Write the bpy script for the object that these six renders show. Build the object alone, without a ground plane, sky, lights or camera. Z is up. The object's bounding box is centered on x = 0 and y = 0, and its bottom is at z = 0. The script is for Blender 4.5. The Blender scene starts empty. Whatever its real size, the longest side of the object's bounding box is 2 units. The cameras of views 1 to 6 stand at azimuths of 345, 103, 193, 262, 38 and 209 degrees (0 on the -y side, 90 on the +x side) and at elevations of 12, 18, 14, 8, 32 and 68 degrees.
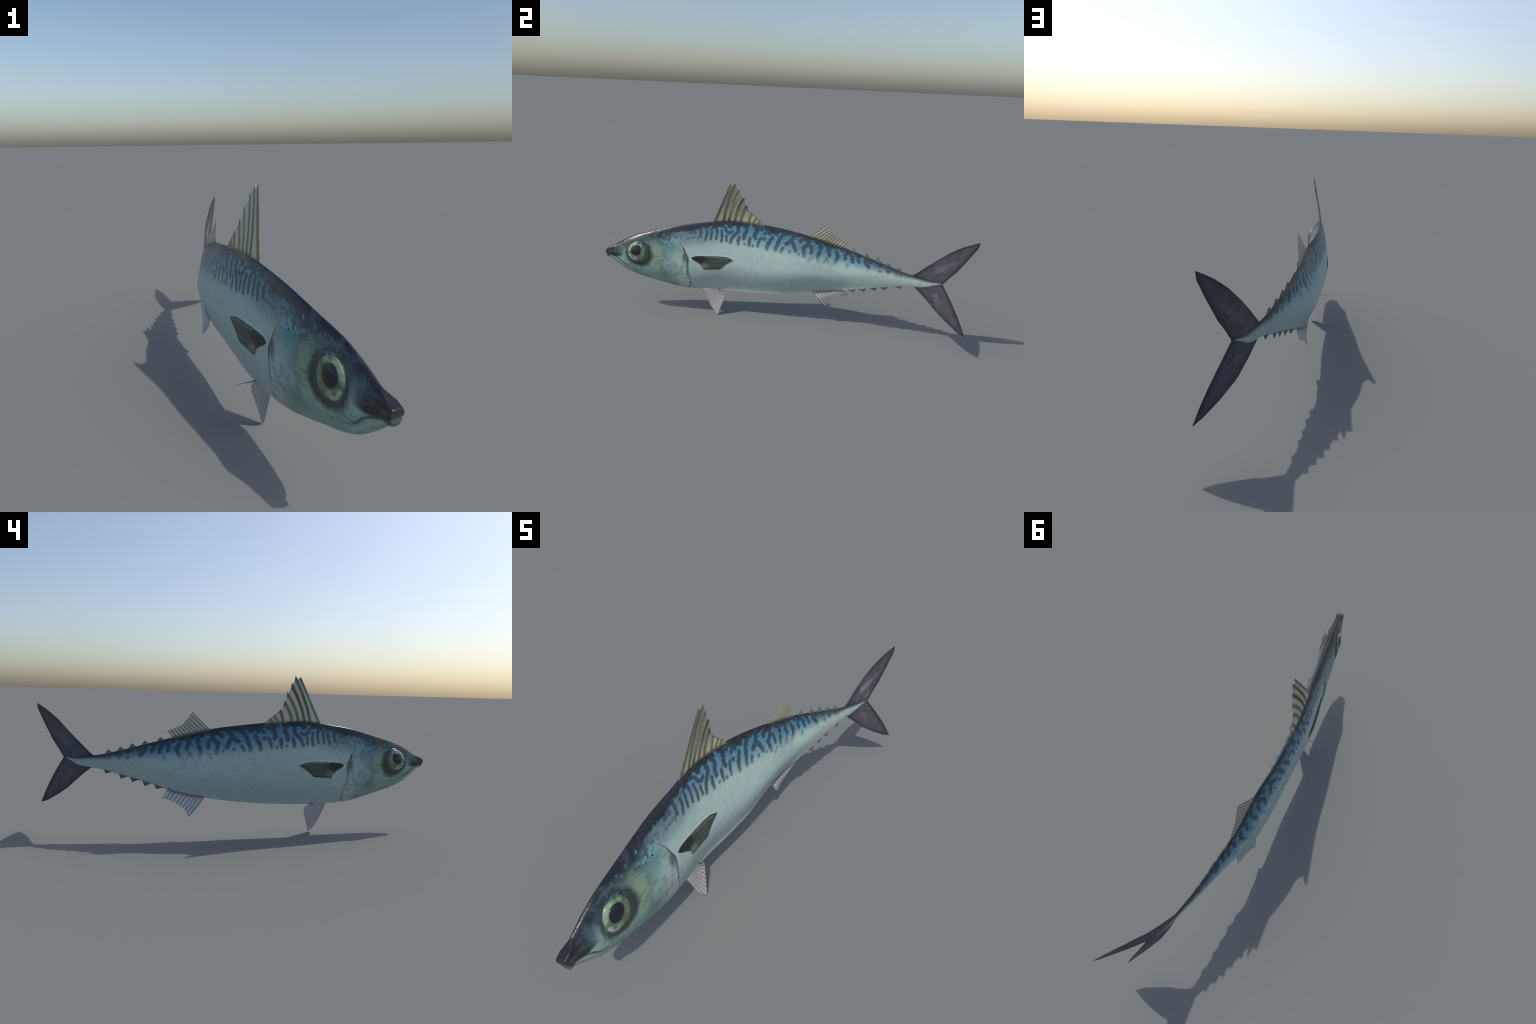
# A mackerel swimming with a bent body: lofted body, ruled fins with rays, domed eyes.
import bpy, math
import numpy as np

# --------------------------------------------------------------------------
# body profile: stations along the fish (y runs from snout to tail fork)
# --------------------------------------------------------------------------
YS = np.array([-1.0, -.97, -.93, -.88, -.82, -.75, -.67, -.57, -.45, -.30, -.15, 0, .15, .30, .45, .60, .70, .76, .80, .834, .866])
BACK_X = np.array([.097, .090, .0795, .0685, .0575, .0425, .0246, .0035, -.0178, -.0470, -.0630, -.0675, -.058, -.0605, -.049, -.0297, -.010, .003, .0135, .026, .042])
BELLY_X = np.array([.0985, .092, .0826, .074, .0603, .0472, .031, .0098, -.0158, -.0405, -.0505, -.061, -.081, -.0830, -.0490, -.0260, -.0075, .003, .0135, .026, .042])
BACK_Z = np.array([.366, .3815, .405, .4335, .460, .481, .503, .529, .5495, .570, .5625, .547, .5255, .4915, .452, .411, .388, .381, .378, .3745, .3725])
BELLY_Z = np.array([.328, .315, .283, .2475, .2215, .2015, .180, .1565, .1483, .149, .1528, .164, .1855, .2105, .256, .297, .322, .327, .337, .357, .3715])
HALF_W = np.array([.0180, .0198, .0275, .0360, .0430, .0455, .0452, .0448, .047, .051, .0502, .0495, .0490, .0395, .0270, .0145, .0088, .0062, .0048, .0038, .0022])
WIDE_AT = np.array([.51, .52, .535, .535, .515, .48, .43, .40, .38, .39, .39, .38, .39, .41, .50, .49, .5, .5, .5, .5, .5])
# fullness of the section above and below its widest line (small = boxy, 1 and more = lozenge)
FULL_Y = [-1.0, -.975, -.958, -.943, -.90, -.50, -.38, -.10, .10, .35, .60, .76, .866]
FULL_UP = [.11, .09, .36, .72, .64, .68, .76, 1.0, 1.12, 1.15, .9, .75, .7]
FULL_LOW = [.30, .42, .56, .64, .74, .84, 1.65, 1.60, 1.70, 1.65, .92, .72, .7]
FLAT_LOW = [1.6, 1.6, 1.6, 1.6, 1.6, 1.7, 1.9, 2.0, 2.0, 2.0, 1.7, 1.6, 1.6]


def smooth(yq, tab):
    """cubic through the stations"""
    yq = np.asarray(yq, float)
    m = np.gradient(tab, YS)
    i = np.clip(np.searchsorted(YS, yq) - 1, 0, len(YS) - 2)
    h = YS[i + 1] - YS[i]
    t = np.clip((yq - YS[i]) / h, 0, 1)
    return ((2*t**3 - 3*t**2 + 1)*tab[i] + (t**3 - 2*t**2 + t)*h*m[i]
            + (-2*t**3 + 3*t**2)*tab[i+1] + (t**3 - t**2)*h*m[i+1])


def bulge(y, t, above):
    """relative half width at distance t (0 widest line, 1 keel)"""
    b = np.where(above, np.interp(y, FULL_Y, FULL_UP), np.interp(y, FULL_Y, FULL_LOW))
    a = np.where(above, 1.6, np.interp(y, FULL_Y, FLAT_LOW))
    return (1 - np.clip(t, 0, 1)**a)**b


def skin_x(y, z, side):
    """x of the skin at a side position (y, z); side +1 or -1"""
    zt, zb = smooth(y, BACK_Z), smooth(y, BELLY_Z)
    zm = zb + (zt - zb)*smooth(y, WIDE_AT)
    t = np.where(z > zm, (z - zm)/(zt - zm), (zm - z)/(zm - zb))
    t = np.clip(t, 0, 1)
    xc = smooth(y, BELLY_X) + (smooth(y, BACK_X) - smooth(y, BELLY_X))*(z - zb)/(zt - zb)
    return xc + side*smooth(y, HALF_W)*bulge(y, t, z > zm)


_yy = np.linspace(-1, .866, 400)
_m = np.gradient(smooth(_yy, (BACK_X + BELLY_X)/2), _yy)
_m = np.convolve(np.pad(_m, 25, mode="edge"), np.hanning(51)/np.hanning(51).sum(), "valid")


def lean(y):
    """sideways slope of the bent spine"""
    return np.interp(y, _yy, _m)


def mirror_y(y, z, side):
    """the same spot of the other flank lies square across the bent spine"""
    if side > 0:
        return y
    return y + 2*lean(y)*(skin_x(y, z, 1) - skin_x(y, z, -1))/2


def skin_frame(y, z, side):
    e = .004
    p = np.array([skin_x(y, z, side), y, z])
    dy = (skin_x(y + e, z, side) - skin_x(y - e, z, side))/(2*e)
    dz = (skin_x(y, z + e, side) - skin_x(y, z - e, side))/(2*e)
    n = np.array([1.0, -dy, -dz])*side
    return p, n/np.linalg.norm(n)


# gill cover edge: y against height fraction
GILL_V = np.array([0, .03, .11, .25, .38, .50, .55, .68, .76, .84, .92, 1.0])
GILL_Y = np.array([-.535, -.515, -.510, -.522, -.524, -.519, -.528, -.551, -.575, -.602, -.622, -.635])
GILL_S = -.55
MOUTH = [(-1.02, .3475), (-.99, .3475), (-.959, .337), (-.931, .327), (-.909, .313), (-.885, .288), (-.859, .271), (-.836, .266)]


def seg_dist(y, z, line):
    best = np.full(np.shape(y), 9.0)
    for (a, b), (c, d) in zip(line[:-1], line[1:]):
        l2 = (c-a)**2 + (d-b)**2
        t = np.clip(((y-a)*(c-a) + (z-b)*(d-b))/l2, 0, 1)
        best = np.minimum(best, np.hypot(y-a-t*(c-a), z-b-t*(d-b)))
    return best


# --------------------------------------------------------------------------
# object helpers
# --------------------------------------------------------------------------
def new_object(name, verts, faces, mat, parent=None, smooth_shade=True):
    me = bpy.data.meshes.new(name)
    me.from_pydata([tuple(map(float, v)) for v in verts], [], [tuple(int(i) for i in f) for f in faces])
    me.update()
    if smooth_shade:
        me.polygons.foreach_set("use_smooth", [True]*len(me.polygons))
    me.materials.append(mat)
    ob = bpy.data.objects.new(name, me)
    bpy.context.scene.collection.objects.link(ob)
    ob.parent = parent
    return ob


def resample(pts, knots, q):
    pts = np.array(pts, float)
    return np.stack([np.interp(q, knots, pts[:, k]) for k in range(pts.shape[1])], -1)


def curve(pts, q):
    """smooth curve (catmull-rom) through points, by chord length, at q in 0..1"""
    pts = np.array(pts, float)
    k = np.concatenate([[0], np.cumsum(np.linalg.norm(np.diff(pts, axis=0), axis=1))])
    k /= k[-1]
    if len(pts) < 3:
        return resample(pts, k, q)
    m = np.stack([np.gradient(pts[:, c], k) for c in range(3)], -1)
    q = np.asarray(q, float)
    i = np.clip(np.searchsorted(k, q) - 1, 0, len(k)-2)
    h = (k[i+1]-k[i])[:, None]
    t = ((q-k[i])[:, None])/h
    return ((2*t**3-3*t**2+1)*pts[i] + (t**3-2*t**2+t)*h*m[i] + (-2*t**3+3*t**2)*pts[i+1] + (t**3-t**2)*h*m[i+1])


def coons(base, outer, lead, trail):
    """patch from four boundary curves: base/outer (nu,3), lead/trail (nt,3)"""
    nu, nt = len(base), len(lead)
    u = np.linspace(0, 1, nu)[:, None, None]
    t = np.linspace(0, 1, nt)[None, :, None]
    a = (1-t)*base[:, None] + t*outer[:, None]
    b = (1-u)*lead[None] + u*trail[None]
    c = (1-u)*(1-t)*base[0] + u*(1-t)*base[-1] + (1-u)*t*outer[0] + u*t*outer[-1]
    return a + b - c


def sheet(name, P, half, mat, parent):
    """closed thin solid around a patch of points P (nu, nt, 3) with half thickness"""
    nu, nt = P.shape[:2]
    N = np.cross(np.gradient(P, axis=0), np.gradient(P, axis=1))
    ln = np.linalg.norm(N, axis=2, keepdims=True)
    mean = N.sum((0, 1)); mean /= np.linalg.norm(mean)
    N = np.where(ln > 1e-9, N/np.maximum(ln, 1e-9), mean)
    A = (P + N*half[..., None]).reshape(-1, 3)
    B = (P - N*half[..., None]).reshape(-1, 3)
    n = nu*nt
    idx = np.arange(n).reshape(nu, nt)
    f = []
    q = np.stack([idx[:-1, :-1], idx[1:, :-1], idx[1:, 1:], idx[:-1, 1:]], -1).reshape(-1, 4)
    f += list(q) + list(q[:, ::-1] + n)
    rim = np.concatenate([idx[:, 0], idx[-1, 1:], idx[-2::-1, -1], idx[0, -2:0:-1]])
    r2 = np.roll(rim, -1)
    f += [(b, a, a+n, b+n) for a, b in zip(rim, r2)]
    return new_object(name, np.concatenate([A, B]), f, mat, parent)


def tube(name, path, radius, mat, parent, sides=7, flat=1.0, axis=(1, 0, 0)):
    """tapered rod along a path, optionally flattened across an axis"""
    path = np.array(path, float)
    n = len(path)
    T = np.gradient(path, axis=0); T /= np.linalg.norm(T, axis=1, keepdims=True)
    ax = np.array(axis, float)
    U = ax - T*(T @ ax)[:, None]; U /= np.linalg.norm(U, axis=1, keepdims=True)
    V = np.cross(T, U)
    vs, fs = [], []
    for i in range(n):
        for k in range(sides):
            a = 2*math.pi*k/sides
            vs.append(path[i] + radius[i]*(U[i]*math.cos(a)*flat + V[i]*math.sin(a)))
    for i in range(n-1):
        for k in range(sides):
            k2 = (k+1) % sides
            fs.append((i*sides+k, i*sides+k2, (i+1)*sides+k2, (i+1)*sides+k))
    fs.append(tuple(range(sides))[::-1]); fs.append(tuple((n-1)*sides+k for k in range(sides)))
    return new_object(name, vs, fs, mat, parent)


# --------------------------------------------------------------------------
# shader helpers
# --------------------------------------------------------------------------
class Nodes:
    def __init__(self, name):
        self.mat = bpy.data.materials.new(name)
        self.mat.use_nodes = True
        self.t = self.mat.node_tree
        self.t.nodes.clear()
        self.out = self.add("ShaderNodeOutputMaterial")
        self.coord = self.add("ShaderNodeTexCoord").outputs["Object"]

    def add(self, kind, **kw):
        n = self.t.nodes.new(kind)
        for k, v in kw.items():
            setattr(n, k, v)
        return n

    def put(self, sock, v):
        if isinstance(v, bpy.types.NodeSocket):
            self.t.links.new(v, sock)
        elif v is not None:
            if sock.type == 'RGBA' and len(v) == 3:
                v = (*v, 1)
            sock.default_value = v

    def m(self, op, a, b=None, c=None):
        n = self.add("ShaderNodeMath", operation=op)
        for s, v in zip(n.inputs, (a, b, c)):
            self.put(s, v)
        return n.outputs[0]

    def v(self, op, a, b=None, scale=None):
        n = self.add("ShaderNodeVectorMath", operation=op)
        self.put(n.inputs[0], a)
        if b is not None:
            self.put(n.inputs[1], b)
        if scale is not None:
            self.put(n.inputs["Scale"], scale)
        return n.outputs["Value"] if op in ("DOT_PRODUCT", "LENGTH", "DISTANCE") else n.outputs["Vector"]

    def clamp(self, a, lo=0.0, hi=1.0):
        n = self.add("ShaderNodeClamp")
        self.put(n.inputs[0], a); n.inputs[1].default_value = lo; n.inputs[2].default_value = hi
        return n.outputs[0]

    def step(self, a, lo, hi, out0=0.0, out1=1.0):
        n = self.add("ShaderNodeMapRange", interpolation_type='SMOOTHSTEP')
        self.put(n.inputs[0], a)
        for k, x in zip((1, 2, 3, 4), (lo, hi, out0, out1)):
            self.put(n.inputs[k], x)
        return n.outputs[0]

    def mix(self, f, a, b, blend='MIX'):
        n = self.add("ShaderNodeMix", data_type='RGBA', blend_type=blend)
        self.put(n.inputs[0], f); self.put(n.inputs[6], a); self.put(n.inputs[7], b)
        return n.outputs[2]

    def noise(self, vec, scale, detail=3.0, rough=.55, color=False):
        n = self.add("ShaderNodeTexNoise")
        self.put(n.inputs["Vector"], vec)
        n.inputs["Scale"].default_value = scale
        n.inputs["Detail"].default_value = detail
        n.inputs["Roughness"].default_value = rough
        return n.outputs["Color" if color else "Fac"]

    def ramp(self, f, stops):
        n = self.add("ShaderNodeValToRGB")
        self.put(n.inputs[0], f)
        el = n.color_ramp.elements
        while len(el) < len(stops):
            el.new(.5)
        for e, (p, c) in zip(el, stops):
            e.position = p; e.color = (*c, 1)
        return n.outputs[0]

    def table(self, f, xs, ys):
        """float curve through a profile; xs in 0..1"""
        n = self.add("ShaderNodeFloatCurve")
        c = n.mapping.curves[0]
        while len(c.points) < len(xs):
            c.points.new(.5, .5)
        for p, x, y in zip(c.points, xs, ys):
            p.location = (x, y); p.handle_type = 'AUTO'
        n.mapping.update()
        self.put(n.inputs["Value"], f)
        return n.outputs[0]

    def strokes(self, P, marks):
        """signed distance to a set of round-ended brush marks [(points, radius)]"""
        acc = None
        for pts, r in marks:
            if len(pts) == 1:
                ds = [self.v("DISTANCE", P, (*pts[0], 0))]
            else:
                ds = []
                for a, b in zip(pts[:-1], pts[1:]):
                    ba = (b[0]-a[0], b[1]-a[1])
                    l2 = ba[0]**2 + ba[1]**2
                    pa = self.v("SUBTRACT", P, (*a, 0))
                    h = self.v("DOT_PRODUCT", pa, (ba[0]/l2, ba[1]/l2, 0))
                    h = self.clamp(h)
                    base = self.add("ShaderNodeVectorMath", operation="SCALE")
                    base.inputs[0].default_value = (-ba[0], -ba[1], 0)
                    self.put(base.inputs["Scale"], h)
                    ds.append(self.v("LENGTH", self.v("ADD", pa, base.outputs[0])))
            for d in ds:
                d = self.m("SUBTRACT", d, r)
                acc = d if acc is None else self.m("MINIMUM", acc, d)
        return acc

    def finish(self, color, rough=.4, bump=None, bump_dist=.001, spec=.5, coat=0.0, metallic=0.0):
        p = self.add("ShaderNodeBsdfPrincipled")
        self.put(p.inputs["Base Color"], color)
        self.put(p.inputs["Roughness"], rough)
        self.put(p.inputs["Specular IOR Level"], spec)
        self.put(p.inputs["Metallic"], metallic)
        p.inputs["Coat Weight"].default_value = coat
        p.inputs["Coat Roughness"].default_value = .08
        if bump is not None:
            b = self.add("ShaderNodeBump")
            b.inputs["Strength"].default_value = 1.0
            b.inputs["Distance"].default_value = bump_dist
            self.put(b.inputs["Height"], bump)
            self.t.links.new(b.outputs[0], p.inputs["Normal"])
        self.t.links.new(p.outputs[0], self.out.inputs["Surface"])
        return self.mat


# --------------------------------------------------------------------------
# skin: dark back, blue upper flank with dark bars and hooks, pale silver side
# --------------------------------------------------------------------------
BARS = [  # bars, hooks and spots of the upper flank: side-view points (y, z) and radius
    ([(-.462, .538), (-.456, .498), (-.453, .473)], .0055), ([(-.494, .526), (-.489, .494)], .006),
    ([(-.421, .506), (-.420, .486), (-.426, .458)], .0049), ([(-.395, .520), (-.394, .491), (-.396, .462)], .0043),
    ([(-.366, .522), (-.364, .493), (-.366, .464)], .0043), ([(-.340, .511), (-.334, .482), (-.336, .453)], .0049),
    ([(-.309, .487), (-.308, .459)], .0051), ([(-.354, .543), (-.324, .531), (-.311, .509), (-.295, .502), (-.279, .511)], .0049),
    ([(-.301, .550), (-.295, .539)], .0112), ([(-.250, .542), (-.245, .517), (-.262, .498), (-.278, .478), (-.286, .452)], .0074),
    ([(-.213, .552), (-.199, .525), (-.211, .499), (-.211, .478)], .0084), ([(-.238, .485), (-.244, .463), (-.240, .444)], .0062),
    ([(-.431, .530)], .0092), ([(-.392, .543)], .0092), ([(-.511, .490)], .0086), ([(-.542, .499)], .0071), ([(-.582, .500)], .0092),
    ([(-.206, .447)], .0057), ([(-.151, .552), (-.142, .521), (-.155, .500), (-.147, .486)], .0084), ([(-.179, .481), (-.180, .443)], .0065),
    ([(-.120, .486), (-.129, .460), (-.132, .441)], .0057), ([(-.096, .515)], .0078), ([(-.098, .485)], .0071),
    ([(-.091, .541), (-.070, .517)], .0090), ([(-.053, .496), (-.075, .461), (-.079, .430)], .0080), ([(-.027, .533), (-.032, .520)], .0094),
    ([(.019, .525), (-.010, .498), (-.016, .475), (-.030, .431)], .0088), ([(.070, .528), (.055, .488), (.029, .470)], .0092),
    ([(.055, .488), (.072, .466), (.084, .436)], .0080), ([(.117, .508), (.106, .491)], .0092),
    ([(.154, .497), (.148, .478), (.124, .457), (.134, .413)], .0084), ([(.152, .481), (.170, .466), (.171, .434)], .0066),
    ([(.010, .443), (.001, .425)], .0061), ([(.050, .430)], .0068), ([(.102, .423)], .0057), ([(.173, .406), (.159, .392)], .0065),
    ([(-.158, .442)], .0061), ([(.214, .441), (.209, .426), (.209, .407)], .0076), ([(.215, .488), (.221, .464)], .0092),
    ([(.274, .481), (.260, .459), (.270, .443), (.270, .430)], .0082), ([(.308, .453), (.317, .429), (.306, .396)], .0076),
    ([(.376, .459), (.357, .444), (.358, .419)], .0070), ([(.376, .459), (.395, .435), (.398, .412)], .0076),
    ([(.423, .448), (.433, .413)], .0076), ([(.467, .437), (.467, .417), (.488, .393)], .0084),
    ([(.247, .393), (.258, .410), (.268, .389)], .0052), ([(.214, .390)], .0057), ([(.290, .385)], .0057), ([(.373, .388)], .0080),
    ([(.338, .469)], .0112), ([(.638, .393), (.636, .368)], .0068), ([(.658, .386), (.660, .352)], .0066), ([(.682, .366)], .0055),
    ([(.548, .379)], .0080), ([(.591, .383)], .0080), ([(.494, .426)], .0120), ([(.546, .413)], .0100),
]


def square_across(n, x, y):
    """y carried over to the right flank, so that both flanks wear the same pattern"""
    k = n.m("MULTIPLY_ADD", y, 1/1.9, 1.0/1.9)
    ty = (YS + 1.0)/1.9
    mid_x = n.m("SUBTRACT", n.table(k, ty, (BACK_X + BELLY_X)/2 + .3), .3)
    slope = n.m("MULTIPLY_ADD", n.table(k, ty, lean(YS) + .5), 2.0, -1.0)
    dx = n.m("MINIMUM", n.m("SUBTRACT", x, mid_x), 0.0)
    return n.m("MULTIPLY_ADD", slope, dx, y), dx


def fish_coords(n):
    """y, z, height fraction v and a gently wandering side-view position"""
    sx = n.add("ShaderNodeSeparateXYZ")
    n.put(sx.inputs[0], n.coord)
    y, z = sx.outputs[1], sx.outputs[2]
    y, xr = square_across(n, sx.outputs[0], y)
    k = n.m("MULTIPLY_ADD", y, 1/1.9, 1.0/1.9)
    ty = (YS + 1.0)/1.9
    zt = n.table(k, ty, BACK_Z)
    zb = n.table(k, ty, BELLY_Z)
    v = n.m("DIVIDE", n.m("SUBTRACT", z, zb), n.m("SUBTRACT", zt, zb))
    cb = n.add("ShaderNodeCombineXYZ")
    n.put(cb.inputs[0], y); n.put(cb.inputs[1], z)
    side = cb.outputs[0]
    w = n.noise(side, 55, 2, color=True)
    w = n.v("SUBTRACT", w, (.5, .5, .5))
    wob = n.add("ShaderNodeVectorMath", operation="MULTIPLY_ADD")
    n.put(wob.inputs[0], w); wob.inputs[1].default_value = (.009, .009, 0); n.put(wob.inputs[2], side)
    w2 = n.v("SUBTRACT", n.noise(side, 190, 2, color=True), (.5, .5, .5))
    wob2 = n.add("ShaderNodeVectorMath", operation="MULTIPLY_ADD")
    n.put(wob2.inputs[0], w2); wob2.inputs[1].default_value = (.0045, .0045, 0); n.put(wob2.inputs[2], wob.outputs[0])
    return y, z, v, side, wob2.outputs[0]


BACK = (.011, .014, .022)
BLUE = (.070, .205, .295)
SILVER = (.425, .550, .515)
GREENISH = (.38, .525, .475)
BAR = (.016, .028, .046)


def flank_colors(n, v, side, y):
    """vertical colour gradient common to head and trunk"""
    rough = n.noise(side, 22, 4)
    fine = n.noise(side, 140, 3)
    vv = n.m("ADD", v, n.m("MULTIPLY", n.m("SUBTRACT", rough, .5), .15))
    vv = n.m("ADD", vv, n.m("MULTIPLY", n.m("SUBTRACT", fine, .5), .12))
    vv = n.m("ADD", vv, n.step(y, -.55, .30, -.095, .025))
    c = n.ramp(vv, [(.0, (.44, .50, .475)), (.22, SILVER), (.45, SILVER), (.60, GREENISH), (.685, (.265, .40, .405)), (.755, (.135, .275, .345)), (.83, BLUE), (.91, (.04, .14, .21)), (.955, (.02, .05, .075))])
    flow = n.noise(n.v("MULTIPLY", side, (26, 170, 0)), 1.0, 4, .6)
    cloud = n.m("MULTIPLY_ADD", flow, .5, n.m("MULTIPLY", n.noise(side, 75, 4), .5))
    c = n.mix(n.m("MULTIPLY", n.step(flow, .5, .68, 0.0, .30), n.step(vv, .60, .68)), c, (.20, .43, .53))
    up = n.step(vv, .70, .80)
    c = n.mix(n.m("MULTIPLY", up, n.step(cloud, .45, .66, 0.0, .60)), c, (.17, .35, .43))
    c = n.mix(n.m("MULTIPLY", up, n.step(cloud, .52, .36, 0.0, .50)), c, (.034, .10, .145))
    # smoky nape: the blue is dulled and broken up just behind the head
    nape = n.m("MULTIPLY", n.step(y, -.66, -.34, 1.0, 0.0), n.step(n.m("ADD", v, n.m("MULTIPLY", n.m("SUBTRACT", rough, .5), .5)), .76, .95))
    c = n.mix(n.m("MULTIPLY", nape, .92), c, (.020, .030, .044))
    dull = n.m("MULTIPLY", n.step(y, -.50, -.28, 1.0, 0.0), n.step(v, .60, .74))
    c = n.mix(n.m("MULTIPLY", dull, .50), c, (.135, .20, .225))
    blot = n.m("MULTIPLY", n.step(n.noise(side, 42, 4, .6), .48, .62), n.m("MULTIPLY", n.step(y, -.47, -.38, 1.0, 0.0), n.step(v, .66, .80)))
    c = n.mix(n.m("MULTIPLY", blot, .62), c, (.030, .045, .058))
    # dark keel of the back, ragged lower edge
    ed = n.m("ADD", v, n.m("MULTIPLY", n.m("SUBTRACT", n.noise(side, 26, 4), .5), .22))
    ed = n.m("ADD", ed, n.step(y, -.55, -.20, .035, 0.0))
    c = n.mix(n.step(ed, .92, .955), c, BACK)
    return c, rough, fine


def scale_hatch(n, side, sign):
    """fine diagonal rows of tiny scales"""
    mp = n.add("ShaderNodeMapping")
    n.put(mp.inputs[0], side)
    mp.inputs["Rotation"].default_value = (0, 0, sign*math.radians(42))
    w = n.add("ShaderNodeTexWave", wave_type='BANDS', bands_direction='X')
    n.put(w.inputs["Vector"], mp.outputs[0])
    w.inputs["Scale"].default_value = 38
    w.inputs["Distortion"].default_value = .6
    w.inputs["Detail"].default_value = 2
    w.inputs["Detail Scale"].default_value = 2
    return w.outputs["Fac"]


def blob(n, side, c, ry, rz, soft=.5):
    """soft elliptical patch: 1 inside, 0 outside"""
    p = n.v("SUBTRACT", side, (*c, 0))
    p = n.v("MULTIPLY", p, (1/ry, 1/rz, 0))
    return n.step(n.v("LENGTH", p), 1-soft, 1+soft, 1.0, 0.0)


def make_trunk_skin():
    n = Nodes("mackerel_flank_skin")
    y, z, v, side, wob = fish_coords(n)
    c, rough, fine = flank_colors(n, v, side, y)
    # towards the tail the blue gives way to speckled grey-green
    tail = n.step(y, .38, .64)
    vg = n.m("ADD", v, n.m("MULTIPLY", n.m("SUBTRACT", fine, .5), .35))
    gray = n.ramp(vg, [(.0, (.40, .50, .45)), (.55, (.36, .46, .42)), (.72, (.22, .29, .29)), (.84, (.05, .06, .07)), (.95, (.018, .02, .03))])
    c = n.mix(tail, c, gray)
    d = n.strokes(wob, BARS)
    s = n.step(d, -.0010, .0060, 1.0, 0.0)
    fade = n.step(v, .52, .78, .26, .95)
    s = n.m("MULTIPLY", s, fade)
    s = n.m("MULTIPLY", s, n.step(y, .52, .68, 1.0, .62))
    s = n.m("MULTIPLY", s, n.step(y, -.60, -.40, .35, 1.0))
    s = n.m("MULTIPLY", s, n.step(fine, .30, .70, .74, 1.0))
    c = n.mix(s, c, BAR)
    # faint grey flecks along the middle of the side, denser near the tail
    vor = n.add("ShaderNodeTexVoronoi", feature='F1')
    n.put(vor.inputs["Vector"], wob); vor.inputs["Scale"].default_value = 38
    fl = n.step(vor.outputs["Distance"], .22, .42, 1.0, 0.0)
    band = n.m("MULTIPLY", n.step(v, .30, .52), n.step(v, .62, .72, 1.0, 0.0))
    band = n.m("MULTIPLY", band, n.step(y, -.05, .35, 0.0, .42))
    c = n.mix(n.m("MULTIPLY", fl, band), c, (.16, .22, .24))
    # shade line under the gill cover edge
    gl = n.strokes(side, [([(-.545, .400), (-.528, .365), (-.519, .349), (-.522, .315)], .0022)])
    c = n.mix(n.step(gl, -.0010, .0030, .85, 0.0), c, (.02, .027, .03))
    # uneven sheen of the pale side
    mot = n.noise(side, 34, 5, .65)
    c = n.mix(n.m("MULTIPLY", n.step(mot, .40, .68, 0.0, .52), n.step(v, .6, .72, 1.0, 0.0)), c, (.30, .40, .39))
    # hatch of scale rows: two leanings, each showing in its own drifting patches
    where = n.step(n.noise(side, 7, 2), .42, .58)
    h = n.m("ADD", n.m("MULTIPLY", scale_hatch(n, side, 1), where), n.m("MULTIPLY", scale_hatch(n, side, -1), n.m("SUBTRACT", 1.0, where)))
    low = n.m("MULTIPLY", n.step(v, .50, .62, 1.0, .0), n.step(y, .30, .55, 1.0, .2))
    low = n.m("MULTIPLY", low, n.step(n.noise(side, 16, 3), .3, .7, .25, 1.0))
    c = n.mix(n.m("MULTIPLY", n.m("MULTIPLY", h, low), .60), c, (.28, .37, .38))
    c = n.mix(n.m("MULTIPLY", n.step(fine, .38, .72, .0, .30), n.step(v, .60, .75, 1.0, .12)), c, (.60, .66, .63))
    # yellowish skin below the pectoral root, painted-on specular highlight over its upper edge
    c = n.mix(n.m("MULTIPLY", blob(n, wob, (-.474, .318), .040, .030, .5), .40), c, (.42, .45, .29))
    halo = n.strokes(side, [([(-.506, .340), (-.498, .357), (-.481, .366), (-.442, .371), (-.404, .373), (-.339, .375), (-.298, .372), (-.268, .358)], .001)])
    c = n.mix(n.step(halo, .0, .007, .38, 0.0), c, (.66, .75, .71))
    # the stalk runs out into the dark tail fin
    off = n.m("ABSOLUTE", n.m("SUBTRACT", n.m("ADD", v, n.m("MULTIPLY", n.m("SUBTRACT", fine, .5), .5)), .40))
    c = n.mix(n.m("MULTIPLY", n.step(y, .735, .84), n.step(off, .10, .36)), c, (.06, .06, .08))
    c = n.mix(n.step(y, .835, .862, 0.0, .9), c, (.06, .06, .08))
    rg = n.step(v, .55, .93, .42, .24)
    b = n.m("MULTIPLY_ADD", h, .12, fine)
    return n.finish(c, rough=rg, bump=b, bump_dist=.0004, spec=.5)


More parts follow.
